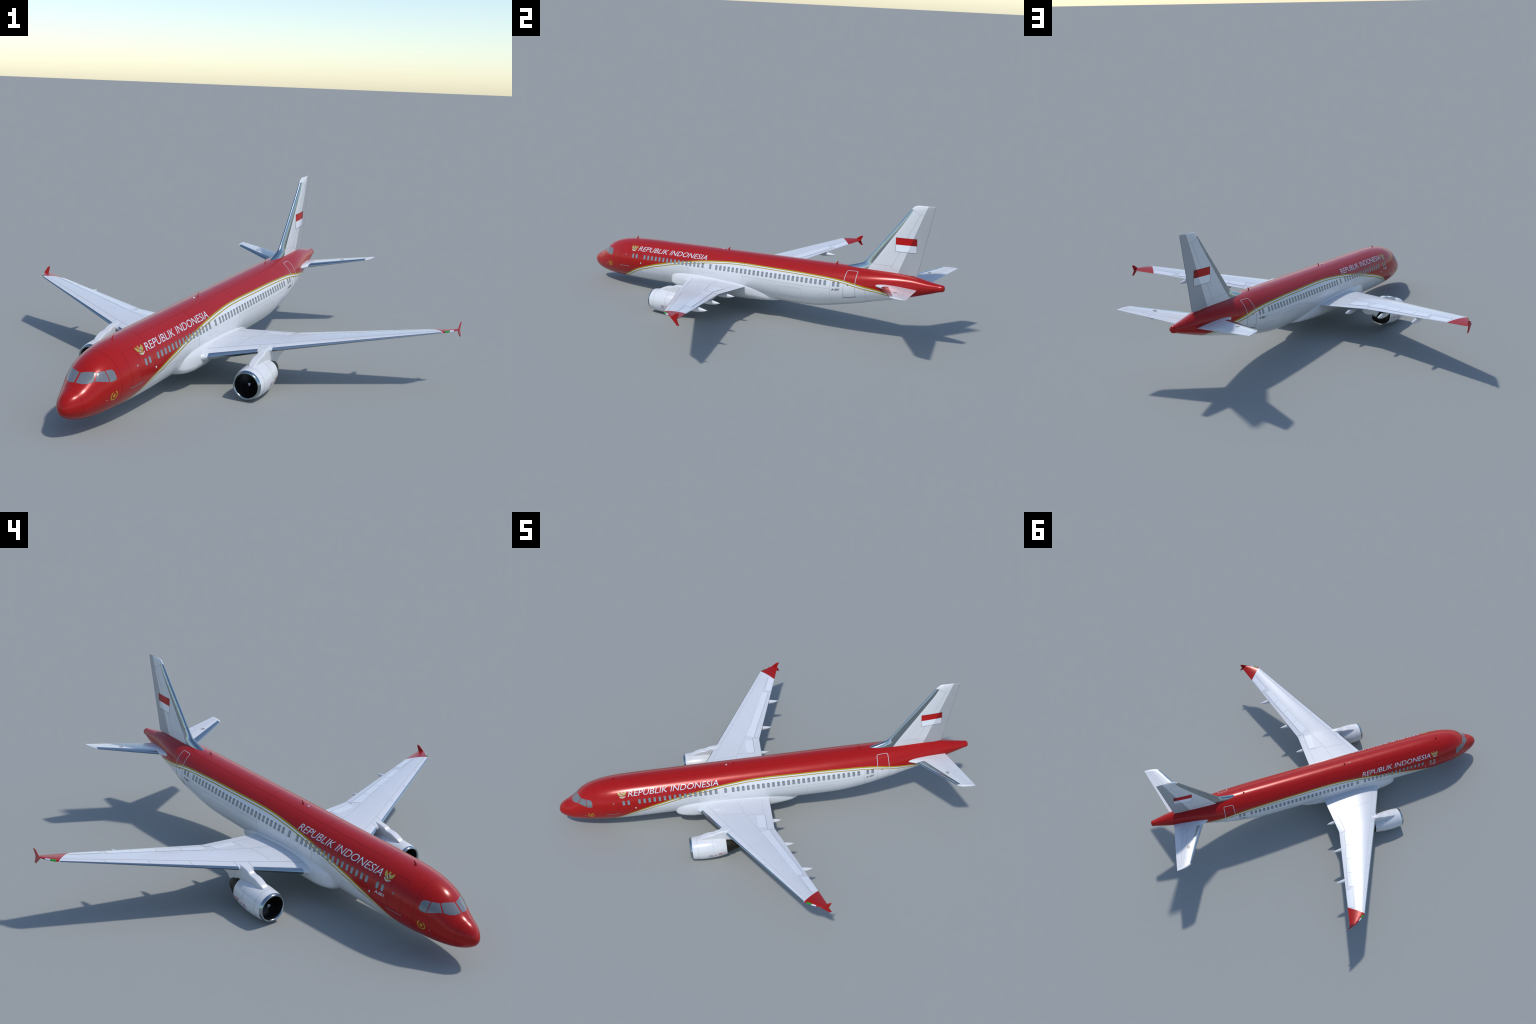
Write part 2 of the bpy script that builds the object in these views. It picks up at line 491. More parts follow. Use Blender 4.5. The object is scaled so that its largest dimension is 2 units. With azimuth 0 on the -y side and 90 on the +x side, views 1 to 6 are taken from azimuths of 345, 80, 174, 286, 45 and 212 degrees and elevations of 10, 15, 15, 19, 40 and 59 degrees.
def bird_emblem(side):
    """Spread-wing bird with a quartered shield over a white ribbon; reads the same from both sides."""
    cy, cv, W, H = -.9295, D(42.0)*RV, .0232, .0228
    P = lambda pts: [(cy + side*W*p[0], cv + H*p[1]) for p in pts]
    wing = [(-.82, .80), (-.98, .50), (-.95, .20), (-.82, -.10), (-.62, -.32), (-.42, -.38), (-.26, -.28), (-.22, .10), (-.36, .36), (-.58, .46), (-.72, .62)]
    polys = [(P(wing), 0), (P([(.08 - x, y) for x, y in wing]), 0)]
    polys.append((P([(-.32, .58), (-.16, .72), (.04, .78), (.14, .70), (.13, .48), (.24, .25), (-.20, .25), (-.12, .48), (-.22, .54)]), 0))
    polys.append((P([(-.06, -.40), (.16, -.40), (.24, -.62), (.40, -.96), (.06, -1.02), (-.26, -.96), (-.12, -.62)]), 0))
    polys.append((P([(-.26, -.30), (-.12, -.38), (-.40, -.86), (-.52, -.78)]), 0))
    polys.append((P([(.22, -.38), (.36, -.30), (.62, -.74), (.50, -.82)]), 0))
    def put(name, shapes, off, mats):
        me = poly_shape(shapes, skin(side, off), .01, .005, name); face_out(me, AX)
        return link(name, me, mats, FUSE, angle=0)
    put("eagle_emblem", polys, .0007, [emblem_gold])
    mats = [emblem_black, emblem_red, letter_white, emblem_green, stencil_orange]
    x0, xm, x1 = -.22, .05, .32
    quarters = [(P([(x0, -.05), (xm, -.05), (xm, .25), (x0, .25)]), 1), (P([(xm, -.05), (x1, -.05), (x1, .25), (xm, .25)]), 2),
                (P([(x0, -.05), (x0+.02, -.28), (xm, -.48), (xm, -.05)]), 2), (P([(xm, -.05), (xm, -.48), (x1-.02, -.28), (x1, -.05)]), 4)]
    put("shield_emblem", quarters, .0010, mats)
    put("shield_emblem", [(P([(-.10, -.20), (.06, -.26), (.17, .02), (.0, .10)]), 0), (P([(.14, .04), (.27, .04), (.27, .18), (.14, .18)]), 3)], .0013, mats)
    arc = [(.10 + .80*math.sin(a), -.22 - .62*math.cos(a)) for a in np.linspace(-1.05, 1.05, 13)]
    ribbons([(P(arc), .0030, 0, False)], skin(side, .0012), "ribbon_emblem", [letter_white], FUSE, AX, False)

def star_emblem(side):
    cy, cv = -1.1172, D(-11.0)*RV
    kv = RV/.098
    m = lambda u, v: fus_point(u, (cv + (v-cv)*kv)/RV, side, .0007)
    me = poly_shape([(star_pts(cy, cv, .0092, 5, .42), 0)], m, .004, .004, "star_emblem"); face_out(me, (0, .2))
    link("star_emblem", me, gold_paint, FUSE, angle=0)
    polys = []
    for s in (-1, 1):
        for k in range(9):
            a = PI - s*(.10 + .30*k); r0 = .0142
            cx, cz = cy + r0*math.sin(a), cv + r0*math.cos(a)
            tx, tz = -math.cos(a)*s, math.sin(a)*s
            nx, nz = math.sin(a), math.cos(a)
            L = .0036
            polys.append(([(cx - tx*L, cz - tz*L), (cx + nx*.0029, cz + nz*.0029), (cx + tx*L + nx*.0012, cz + tz*L + nz*.0012), (cx - nx*.0022, cz - nz*.0022)], 0))
    me = poly_shape(polys, m, .004, .004, "wreath_emblem"); face_out(me, (0, .2))
    link("wreath_emblem", me, gold_paint, FUSE, angle=0)

for side in (1, -1):
    bird_emblem(side); star_emblem(side)

# -------------------------------------------------- doors, seams, small fits
def door_path(y0, y1, z0, z1, r=.008):
    ym = .5*(y0+y1)
    va, vb = phi_at(ym, z0)*RV, phi_at(ym, z1)*RV
    return round_rect(ym, .5*(va+vb), y1-y0, vb-va, r, 5)

def body_fits(side):
    S = skin(side, .0004)
    rings = []
    for y in (-1.2442, -1.0800, -.8710, -.5160, -.1400, .4130, .6120, .8155, .9353):
        rings.append(([(y, D(a)*RV) for a in range(-90, 91, 5)], .0011, 0, False))
    up = D(68.6)*RV
    rings.append(([(-.871, up), (.413, up)], .0010, 0, False))
    rings.append(([(-.867, D(-13)*RV), (-.516, D(6.2)*RV)][:1] + [(-.80, D(-12.4)*RV)], .0009, 0, False))
    rings.append(([(-.668, D(5.8)*RV), (-.516, D(6.3)*RV), (-.516, D(-8)*RV)], .0009, 0, False))
    rings.append(([(-.140, D(5.7)*RV), (.412, D(2.4)*RV)], .0009, 0, False))
    rings.append(([(-1.24, D(-42)*RV), (-1.16, D(-38)*RV), (-1.08, D(-36)*RV)], .0009, 0, False))
    rings.append((door_path(-1.0240, -.9580, .1935, .3195, .007), .0011, 0, True))
    for y in (-.4151, -.3622):
        rings.append((round_rect(y, D(12.5)*RV, .0330, D(24)*RV, .005), .0007, 0, True))
    rings.append((round_rect(-.764, D(-28)*RV, .122, D(33)*RV, .006), .0008, 0, True))
    rings.append((round_rect(.163, D(-19)*RV, .150, D(28)*RV, .006), .0008, 0, True))
    rings.append((round_rect(.365, D(-26)*RV, .040, D(22)*RV, .005), .0006, 0, True))
    ribbons(rings, S, "panel_seam", [seam_livery], FUSE, AX)
    T = skin(side, .0009)
    va = phi_at(-.99, .1935)*RV
    ribbons([([(-1.0275, va+.0045), (-1.0270, va), (-.9570, va), (-.9565, va+.0045)], .0030, 0, False)], T, "door_sill", [sill_grey], FUSE, AX, False)
    y0, y1 = .4905, .5560
    vt, vb = phi_at(.525, .3335)*RV, phi_at(.525, .1955)*RV
    frame = [(y0-.003, vb), (y0+.001, vt*.5), (y0+.003, vt-.008), (y0+.006, vt-.002), (y0+.011, vt), (y1-.010, vt), (y1-.004, vt-.002), (y1-.001, vt-.008), (y1, vt*.5), (y1, vb)]
    ribbons([(frame, .0029, 0, False)], T, "door_frame", [door_grey], FUSE, AX, False)
    ribbons([([(y0-.006, vb+.002), (y0-.005, vb), (y1+.003, vb), (y1+.004, vb+.002)], .0034, 0, False)], skin(side, .0012), "door_sill", [sill_dark], FUSE, AX, False)
    for y, z, r, mt, nm in ((-.981, .2637, .0038, pane_grey, "door_window"), (.515, .2636, .0038, rim_grey, "door_window"), (-.8642, .2235, .0042, lamp_clear, "scanner_lamp"), (-1.150, .1840, .0016, lamp_clear, "probe")):
        v0 = phi_at(y, z)*RV
        ring = [(y + r*math.cos(a), v0 + r*1.1*math.sin(a)) for a in np.linspace(0, 2*PI, 17)[:-1]]
        v = [skin(side, .0002)(*p) for p in ring] + [skin(side, .0014)(y + (p[0]-y)*.8, v0 + (p[1]-v0)*.8) for p in ring] + [skin(side, .0016)(y, v0)]
        f = grid_faces(2, 16) + [(16+j, 16+(j+1) % 16, 32) for j in range(16)]
        me = mesh_of(nm, v, f); face_out(me, AX)
        link(nm, me, mt, FUSE, angle=0)

for side in (1, -1): body_fits(side)

def blade_antenna(y, z, h=.0145, length=.0135, down=False, mat=None):
    s = -1 if down else 1
    v, f = [], []
    sec = [(-.5, 0), (-.2, .5), (.25, .35), (.5, 0), (.25, -.35), (-.2, -.5)]
    for k, (hh, sh, ln, th) in enumerate(((-.003, -.002, 1.0, .0032), (.004, .002, .8, .0026), (h, .0125, .42, .0013))):
        for a, b in sec: v.append((b*th, y + sh + (a+.5)*length*ln, z + s*hh))
    f = grid_faces(3, 6) + [tuple(range(12, 18))]
    me = fix_normals(mesh_of("blade_antenna", v, f))
    link("blade_antenna", me, mat or red_paint, FUSE)

blade_antenna(-.9815, .3457); blade_antenna(-.3120, .3492); blade_antenna(.3930, .3490)
blade_antenna(-.7480, .0972, .011, .007, True, white_paint)
v, f = lathe([(-.0045, .0002), (-.004, .002), (-.002, .0038), (0, .0044), (.002, .0038), (.004, .002), (.0045, .0002)], (0, 0), 20)
me = fix_normals(mesh_of("antenna_dome", [(a, b - .3411, c*1.1 + .3500) for a, b, c in v], f))
link("antenna_dome", me, white_paint, FUSE)

# ------------------------------------------------------------ belly fairing
FAIR = [  # y, upper edge on the skin, half width, bottom
    (-.6525, .1400, .0880, .1340), (-.6500, .1540, .1000, .1270), (-.6430, .1705, .1105, .1170), (-.6300, .1822, .1190, .1075), (-.6100, .1910, .1255, .0990),
    (-.5800, .1972, .1312, .0915), (-.5450, .2006, .1350, .0870), (-.4700, .2025, .1345, .0820), (-.3800, .2000, .1300, .0805),
    (-.3000, .1955, .1270, .0800), (-.2000, .1865, .1250, .0805), (-.1400, .1785, .1210, .0820), (-.0900, .1695, .1140, .0840), (-.0450, .1580, .1040, .0865),
    (.0000, .1390, .0880, .0900), (.0250, .1230, .0700, .0930), (.0450, .1080, .0480, .0960), (.0600, .0990, .0300, .0985)]

def build_fairing():
    T = np.array(FAIR); v = []; seg = 96
    ys = np.concatenate([np.linspace(-.6525, -.60, 26), np.linspace(-.60, .06, 70)[1:]])
    for y in ys:
        zt, w, b = [float(pchip(T[:, 0], T[:, k], y)) for k in (1, 2, 3)]
        zc = min(.142, b + .65*(zt-b))
        t, bb, fw, m = fprof(y)
        xs = fw*math.cos(phi_at(y, zt))
        n = 2.5; r = min(.97, xs/max(w, xs*1.03))
        hu = max(.004, (zt-zc)/max(.12, (1-r**n)**(1/n)))
        for j in range(seg):
            a = 2*PI*j/seg; c, s = math.cos(a), math.sin(a)
            h = hu if s > 0 else zc-b
            n = 2.5 if s > 0 else 2.25
            v.append((w*math.copysign(abs(c)**(2/n), c), y, zc + h*math.copysign(abs(s)**(2/n), s)))
    f = grid_faces(len(ys), seg) + [tuple(range(seg)), tuple((len(ys)-1)*seg + j for j in range(seg))]
    link("belly_fairing", fix_normals(mesh_of("belly_fairing", v, f)), white_paint, angle=50)
build_fairing()

# ------------------------------------------------------- lifting surfaces
def airfoil_half(c):
    return 5*(.2969*math.sqrt(c) - .1260*c - .3516*c**2 + .2843*c**3 - .1020*c**4)

class Aero:
    """A skin lofted through rows; each row is leading edge, trailing edge, thickness."""
    def __init__(self, rows, axis, camber=0.0, blunt=.0005):
        self.rows = rows; self.axis = Vector(axis); self.camber = camber; self.blunt = blunt
    def row(self, s):
        i = min(int(s), len(self.rows)-2); q = s-i
        a, b = self.rows[i], self.rows[i+1]
        self.bend = (a[3]*(1-q)+b[3]*q) if len(a) > 3 else self.camber
        return a[0].lerp(b[0], q), a[1].lerp(b[1], q), a[2]*(1-q)+b[2]*q
    def pt(self, s, c, up=1, off=0.0):
        le, te, th = self.row(s)
        ch = (te-le).length
        d = self.bend*ch*4*c*(1-c)*(.6+.8*c)
        return le.lerp(te, c) + self.axis*(d + up*(airfoil_half(max(c, 0))*th + self.blunt*min(1, th/.006)*c + off))

def chord_steps(marks, n=22):
    cs = sorted(set([round(.5*(1-math.cos(PI*(i/n)**.92)), 5) for i in range(n+1)]) )
    cs = [c for c in cs if all(abs(c-m) > .006 for m in marks)] + list(marks)
    return sorted(cs)

def aero_region(aero, s_list, c_list, ups, name, mat, parent=None, mirror=False, cap_end=False, tip=False):
    """Loft one region; ups (1,-1) wraps round the leading edge, (1,) upper skin only."""
    v, cols = [], 0
    for s in s_list:
        line = []
        if len(ups) == 2:
            line = [aero.pt(s, c, 1) for c in reversed(c_list)] + [aero.pt(s, c, -1) for c in c_list[1 if c_list[0] == 0 else 0:]]
        else:
            line = [aero.pt(s, c, ups[0]) for c in c_list]
        cols = len(line); v += line
    f = grid_faces(len(s_list), cols, False)
    if cap_end: f.append(tuple((len(s_list)-1)*cols + j for j in range(cols)))
    if mirror: v = [Vector((-p.x, p.y, p.z)) for p in v]
    return v, f

def aero_object(name, aero, pieces, mat, parent=None, mirror=False, angle=40, outward=None):
    V, F = [], []
    for v, f in pieces:
        k = len(V); V += v; F += [tuple(q+k for q in t) for t in f]
    if mirror: V = [Vector((-p.x, p.y, p.z)) for p in V]
    me = mesh_of(name, V, F); bm = bmesh.new(); bm.from_mesh(me)
    bmesh.ops.remove_doubles(bm, verts=bm.verts, dist=1e-6)
    bmesh.ops.recalc_face_normals(bm, faces=bm.faces)
    bm.normal_update()
    if outward is not None:
        tot = sum(outward(fc.calc_center_median()).dot(fc.normal)*fc.calc_area() for fc in bm.faces)
        if tot < 0:
            for fc in bm.faces: fc.normal_flip()
    bm.to_mesh(me); bm.free()
    return link(name, me, mat, parent, angle=angle)

# --- wing ------------------------------------------------------------------
LE_X = [(.07, -.590), (.10, -.566), (.118, -.548), (.132, -.535), (.143, -.5235), (.155, -.5148), (1.0035, -.0515), (1.0138, -.0385), (1.028, -.0175), (1.038, .0005), (1.0475, .0240), (1.050, .034)]
TE_X = [(.07, -.1280), (.3920, -.1278), (.9257, .0298), (1.0500, .0655)]
ZL_X = [(.07, .152), (.155, .1610), (.333, .1836), (.386, .1902), (1.0024, .2600), (1.05, .2575)]
ZT_X = [(.07, .1690), (.12, .1725), (.392, .1934), (.9257, .2413), (1.034, .2490), (1.05, .2510)]
CB_X = [(.07, -.003), (.155, -.002), (.27, .003), (.40, .010), (.75, .018), (1.05, .018)]
TH_X = [(.07, .060), (.155, .055), (.392, .0320), (.75, .0180), (.9257, .0120), (1.0035, .0100), (1.03, .0085), (1.045, .006), (1.0495, .003)]
lin = lambda T, x: float(np.interp(x, [p[0] for p in T], [p[1] for p in T]))

def wing_row(xl, xt):
    xm = .5*(xl+xt)
    return (Vector((xl, lin(LE_X, xl), lin(ZL_X, xl))), Vector((xt, lin(TE_X, xt), lin(ZT_X, xt))), lin(TH_X, .7*xl+.3*xt), lin(CB_X, xm))

W_ROWS = [(.08, .08), (.10, .10), (.118, .118), (.132, .132), (.143, .143), (.155, .155), (.21, .21), (.27, .27), (.333, .333),
          (.360, .360), (.386, .392), (.45, .45), (.52, .515), (.60, .585), (.68, .655), (.76, .725), (.84, .795), (.92, .862), (.966, .899),
          (1.0005, .9230), (1.0035, .9257), (1.0090, .9400), (1.0138, .9530), (1.0210, .9720), (1.0280, .9900), (1.0380, 1.0130), (1.0475, 1.0350), (1.0500, 1.0440)]
WING = Aero([wing_row(a, b) for a, b in W_ROWS], (0, 0, 1), .010)
ROW = {a: i for i, (a, b) in enumerate(W_ROWS)}
S_ROOT, S_M0, S_P0, S_P1, S_M1, S_RED, S_END = 0, ROW[.155], ROW[.333], ROW[.386], ROW[1.0005], ROW[1.0035], len(W_ROWS)-1
CW = chord_steps([.035])

def span(a, b, k=2):
    return [a + i/k for i in range((b-a)*k + 1)]

def build_wing(mirror):
    LEc = [c for c in CW if c <= .035]; rest = [c for c in CW if c >= .035]
    R = lambda s, c, u: aero_region(WING, s, c, u, "", None)
    both = lambda s, c: [R(s, c, (1,)), R(s, c, (-1,))]
    white = both(span(S_ROOT, S_RED), rest)
    for a, b in ((S_ROOT, S_M0), (S_P0, S_P1), (S_M1, S_RED)):
        white.append(R(span(a, b), LEc, (1, -1)))
    te = lambda s: ([p for q in s for p in (WING.pt(q, 1, 1), WING.pt(q, 1, -1))], grid_faces(len(s), 2, False))
    white.append(te(span(S_ROOT, S_RED)))
    out = lambda c: Vector((0, 0, c.z - .5*(lin(ZL_X, abs(c.x)) + lin(ZT_X, abs(c.x)))))
    wing = aero_object("wing", WING, white, wing_paint, None, mirror, outward=out)
    for a, b in ((S_M0, S_P0), (S_P1, S_M1)):
        aero_object("leading_edge", WING, [R(span(a, b), LEc, (1, -1))], metal, wing, mirror, outward=lambda c: Vector((0, -1, 0)))
    s = span(S_RED, S_END)
    cap = [R(s, CW, (1, -1))]
    cap.append(te(s))
    tip = aero_object("wing_tip", WING, cap, red_paint, wing, mirror, outward=out)
    # position light: green and clear lenses along the rounded tip
    for a, b, mt in ((S_RED+1.6, S_RED+3.7, green_paint), (S_RED+3.8, S_RED+5.0, letter_white)):
        cl = [0, .003, .01, .02, .04, .07, .10]
        sl = list(np.linspace(a, b, 7)); v = []
        for q in sl:
            v += [WING.pt(q, c, 1, .0006) + Vector((.0003, -.0006, 0)) for c in reversed(cl)] + [WING.pt(q, c, -1, .0006) + Vector((.0003, -.0006, 0)) for c in cl[1:5]]
        aero_object("position_light", WING, [(v, grid_faces(len(sl), len(cl)+4, False))], mt, tip, mirror, outward=lambda c: Vector((0, -1, .3)))
    # fence: swept arrow plate, slightly canted outboard at the top
    prof = [(.0235, .2555), (.0605, .2800), (.0780, .2808), (.0635, .2515), (.0625, .2480), (.0765, .2180), (.0635, .2180), (.0290, .2500)]
    v, n = [], len(prof)
    cx, cz = .0520, .2500
    for off, k in ((-.0018, .82), (-.0008, 1.0), (.0008, 1.0), (.0018, .82)):
        for y, z in prof:
            yy, zz = (y, z) if k == 1 else (cx + (y-cx)*.93, cz + (z-cz)*.95)
            v.append(Vector((1.0492 + .05*abs(zz-.25) + off, yy, zz)))
    f = grid_faces(4, n) + [tuple(range(n)), tuple(3*n + j for j in range(n))]
    me = mesh_of("wingtip_fence", [Vector((-p.x, p.y, p.z)) if mirror else p for p in v], f); fix_normals(me)
    link("wingtip_fence", me, red_paint, tip, angle=25)
    return wing

WINGS = {1: build_wing(False), -1: build_wing(True)}

# wing-skin map: planform (x, y) -> upper skin
def wing_top(side, off):
    def m(x, y):
        s = 0.0
        # find the row through this planform point
        lo, hi = 0.0, float(S_END)
        for _ in range(40):
            mid = .5*(lo+hi); le, te, th = WING.row(mid)
            c = (y-le.y)/(te.y-le.y)
            if le.x + (te.x-le.x)*c < x: lo = mid
            else: hi = mid
        le, te, th = WING.row(lo); c = max(.0, min(1.0, (y-le.y)/(te.y-le.y)))
        p = WING.pt(lo, c, 1, off)
        return Vector((p.x*side, p.y, p.z))
    return m

def cfrac(x, c):
    """Planform point at chord fraction c of the streamwise chord at span x."""
    return (x, lin(LE_X, x) + c*(lin(TE_X, x)-lin(LE_X, x)))

def wing_details(side):
    w = WINGS[side]; lines = []
    sl = [cfrac(x, .135 + .075*max(0, (x-.15)/.85)) for x in np.linspace(.1365, .985, 30)]
    lines.append((sl, .0010, 0, False))
    for x in (.333, .386, .545, .69, .845):
        lines.append(([cfrac(x, .036), cfrac(x, .15)], .0010, 0, False))
    # rear spar, skin joints, flap gaps
    front = [(.4265, -.2015), (.517, -.1640), (.612, -.1275), (.710, -.0925), (.8034, -.0590)]
    rear = [(.4090, -.1565), (.5043, -.1265), (.5993, -.0928), (.6949, -.0595), (.7924, -.0275)]
    lines.append(([(.130, -.303), (.252, -.2740), (.33, -.2440), front[0], front[2], front[4], (.950, -.0045)], .0010, 0, False))
    lines.append(([(.2430, -.3989), (.252, -.2740)], .0008, 0, False))
    lines.append(([(.2695, -.2660), (.2695, -.1740)], .0008, 0, False))
    lines.append(([(.130, -.1700), (.278, -.1700)], .0009, 0, False))
    lines.append(([(.276, -.1655), (.388, -.1660)], .0016, 1, False))
    lines.append(([(.388, -.1660), (.400, -.1660), (.404, -.1295)], .0018, 1, False))
    lines.append(([(p[0], p[1] + .0022) for p in rear], .0013, 1, False))
    lines.append(([(.8034, -.0560), (.806, -.0020)], .0009, 0, False))
    lines.append(([(.8206, -.0430), (.940, -.0045)], .0009, 0, False))
    ribbons(lines, wing_top(side, .0005), "panel_seam", [line_grey, line_dark], w)
    # spoilers: one inboard and four outboard plates standing just proud of the skin
    quads = [[(.2776, -.2115), (.3756, -.2130), (.3826, -.1675), (.2780, -.1672)]]
    for k in range(4):
        f0, f1, r0, r1 = front[k], front[k+1], rear[k], rear[k+1]
        g = .006
        lp = lambda a, b, t: (a[0]+(b[0]-a[0])*t, a[1]+(b[1]-a[1])*t)
        quads.append([lp(f0, f1, g), lp(f0, f1, 1-g*3), lp(r0, r1, 1-g*3), lp(r0, r1, g)])
    quads.append([(.8206, -.0416), (.9400, -.0030), (.9230, .0255), (.8165, -.0060)])
    for i, q in enumerate(quads):
        nm = "aileron" if i == 5 else "spoiler"
        v, nu, nv = [], 8, 5
        top = wing_top(side, .0011)
        for a in range(nu+1):
            for b in range(nv+1):
                s, t = a/nu, b/nv
                x = (q[0][0]*(1-s)+q[1][0]*s)*(1-t) + (q[3][0]*(1-s)+q[2][0]*s)*t
                y = (q[0][1]*(1-s)+q[1][1]*s)*(1-t) + (q[3][1]*(1-s)+q[2][1]*s)*t
                v.append(top(x, y))
        skirt = [(a, 0) for a in range(nu+1)] + [(nu, b) for b in range(1, nv+1)] + [(a, nv) for a in range(nu-1, -1, -1)] + [(0, b) for b in range(nv-1, 0, -1)]
        base = len(v)
        for a, b in skirt:
            p = v[a*(nv+1)+b]; v.append(p - Vector((0, 0, .0016)))
        f = grid_faces(nu+1, nv+1, False)
        for j in range(len(skirt)):
            k = (j+1) % len(skirt); a, b = skirt[j], skirt[k]
            f.append((a[0]*(nv+1)+a[1], b[0]*(nv+1)+b[1], base+k, base+j))
        link(nm, fix_up(mesh_of(nm, v, f)), panel_paint, w, angle=30)

def fix_up(me):
    """Open plate: make its broad faces look up."""
    bm = bmesh.new(); bm.from_mesh(me); bmesh.ops.recalc_face_normals(bm, faces=bm.faces); bm.normal_update()
    if sum(f.normal.z*f.calc_area() for f in bm.faces) < 0:
        for f in bm.faces: f.normal_flip()
    bm.to_mesh(me); bm.free(); return me

for side in (1, -1): wing_details(side)

# flap track fairings: canoe bodies under the trailing edge
def canoe(x, tip, side):
    ty, tz = tip
    st = [(-.175, .0, .0060, .0010), (-.155, .0, .0120, .0040), (-.12, .0, .0225, .0092), (-.085, .0, .0250, .0112), (-.06, .0, .0235, .0112), (-.04, .0, .0190, .0100), (-.018, .0, .0105, .0062), (-.004, .0, .0020, .0014), (0, 0, .0003, .0002)]
    T = np.array(st); v = []; seg = 24
    ys = np.linspace(-.175, 0, 30)
    for y in ys:
        d, w = float(pchip(T[:, 0], T[:, 2], y)), float(pchip(T[:, 0], T[:, 3], y))
        slope = (tz - lin(ZT_X, x))/.053
        yy = ty + y
        ztop = tz + (-y)*.175 if y > -.055 else tz + .0096 + (-.055-y)*.03
        for j in range(seg):
            a = 2*PI*j/seg; c, s = math.cos(a), math.sin(a)
            zz = ztop - d + d*(s if s < 0 else s*.55) + (0 if s < 0 else 0)
            v.append(((x + w*math.copysign(abs(c)**.85, c))*side, yy, ztop - d*.45 + d*.55*s))
    f = grid_faces(len(ys), seg) + [tuple(range(seg)), tuple((len(ys)-1)*seg + j for j in range(seg))]
    link("flap_track_fairing", fix_normals(mesh_of("flap_track_fairing", v, f)), white_paint, WINGS[side], angle=45)

for side in (1, -1):
    for x, tip in ((.2997, (-.0800, .1640)), (.5118, (-.0385, .1825)), (.7358, (.0300, .2085))):
        canoe(x, tip, side)

# ----------------------------------------------------------------- tailplane
ST = [  # span x: leading edge y, z; trailing edge y, z; thickness
    (.020, .640, .2720, .880, .2660, .022), (.060, .655, .2740, .888, .2700, .0215), (.0830, .6690, .2762, .8945, .2724, .0200), (.0920, .6850, .2770, .8965, .2735, .0195),
    (.1055, .7115, .2775, .8995, .2750, .0185), (.20, .7692, .2885, .9207, .2872, .0145), (.29, .8242, .2996, .9410, .2975, .0112), (.3610, .8675, .3085, .9568, .3056, .0085), (.3665, .8715, .3090, .9580, .3063, .0080),
    (.3735, .8830, .3090, .9596, .3071, .0070), (.3790, .8990, .3090, .9608, .3077, .0052), (.3825, .9230, .3088, .9616, .3082, .0034), (.3840, .9500, .3084, .9620, .3084, .0012)]
ST = [(x, a - .0008, za, b + .0012, zb + .0006, t*1.15) for x, a, za, b, zb, t in ST]
STAB = Aero([(Vector((r[0], r[1], r[2])), Vector((r[0], r[3], r[4])), r[5]) for r in ST], (0, 0, 1), 0)
CS = chord_steps([.22])

def build_stab(mirror):
    LEc = [c for c in CS if c <= .22]; rest = [c for c in CS if c >= .22]
    R = lambda s, c, u: aero_region(STAB, s, c, u, "", None)
    n = len(ST)-1; A, B = 4, 7
    white = [R(span(0, n), rest, (1,)), R(span(0, n), rest, (-1,)), R(span(0, A), LEc, (1, -1)), R(span(B, n), LEc, (1, -1))]
    s = span(0, n); white.append(([p for q in s for p in (STAB.pt(q, 1, 1), STAB.pt(q, 1, -1))], grid_faces(len(s), 2, False)))
    zm = lambda x: float(np.interp(abs(x), [r[0] for r in ST], [.5*(r[2]+r[4]) for r in ST]))
    stab = aero_object("tailplane", STAB, white, white_paint, None, mirror, outward=lambda c: Vector((0, 0, c.z-zm(c.x))))
    aero_object("leading_edge", STAB, [R(span(A, B), LEc, (1, -1))], metal, stab, mirror, outward=lambda c: Vector((0, -1, 0)))
    side = -1 if mirror else 1
    def top(off):
        def m(x, y):
            x = min(max(x, .02), .3839); i = [r[0] for r in ST]
            s = float(np.interp(x, i, range(len(i)))); le, te, th = STAB.row(s)
            p = STAB.pt(s, max(0, min(1, (y-le.y)/(te.y-le.y))), 1, off); return Vector((p.x*side, p.y, p.z))
        return m
    fr = lambda x, c: (x, float(np.interp(x, [r[0] for r in ST], [r[1]+(r[3]-r[1])*c for r in ST])))
    lines = [([fr(x, .71) for x in np.linspace(.06, .362, 12)], .0009, 0, False), ([fr(x, .55) for x in np.linspace(.085, .36, 12)], .0007, 0, False),
             ([fr(.225, .72), fr(.229, .99)], .0008, 0, False), ([fr(.363, .15), fr(.363, .97)], .0008, 0, False)]
    ribbons(lines, top(.0004), "panel_seam", [line_grey], stab)
    c0 = (.2422, .8478); ring = [(c0[0] + .0082*math.cos(a), c0[1] + .0082*math.sin(a)) for a in np.linspace(0, 2*PI, 21)[:-1]]
    ribbons([(ring, .0034, 0, True), ([(c0[0]-.004, c0[1]), (c0[0]+.004, c0[1])], .003, 0, False)], top(.0007), "round_mark", [olive_mark], stab, None, False)

build_stab(False); build_stab(True)

# ----------------------------------------------------------------------- fin
FIN_LE = [(.318, .438), (.335, .445), (.349, .465), (.356, .492), (.3655, .5240), (.377, .5570), (.400, .5830), (.4245, .6040), (.516, .6800), (.607, .7575), (.6927, .8290), (.7060, .8420), (.7120, .8530), (.7150, .8700)]
FIN_TE = [(.318, .8670), (.3345, .8713), (.7119, .9614), (.7150, .9618)]
FIN_TH = [(.318, .050), (.349, .0400), (.377, .0358), (.42, .0332), (.516, .0297), (.6927, .0188), (.7060, .0145), (.7120, .0110), (.7140, .0070), (.7150, .0020)]
FZ = [.318, .335, .343, .349, .3525, .356, .3605, .3655, .371, .377, .3825, .388, .394, .400, .406, .4125, .418, .4245, .435, .45, .48, .516, .56, .607, .65, .6927, .7000, .7060, .7095, .7120, .7140, .7150]
def fin_le(z): return float(pchip([p[0] for p in FIN_LE], [p[1] for p in FIN_LE], z))
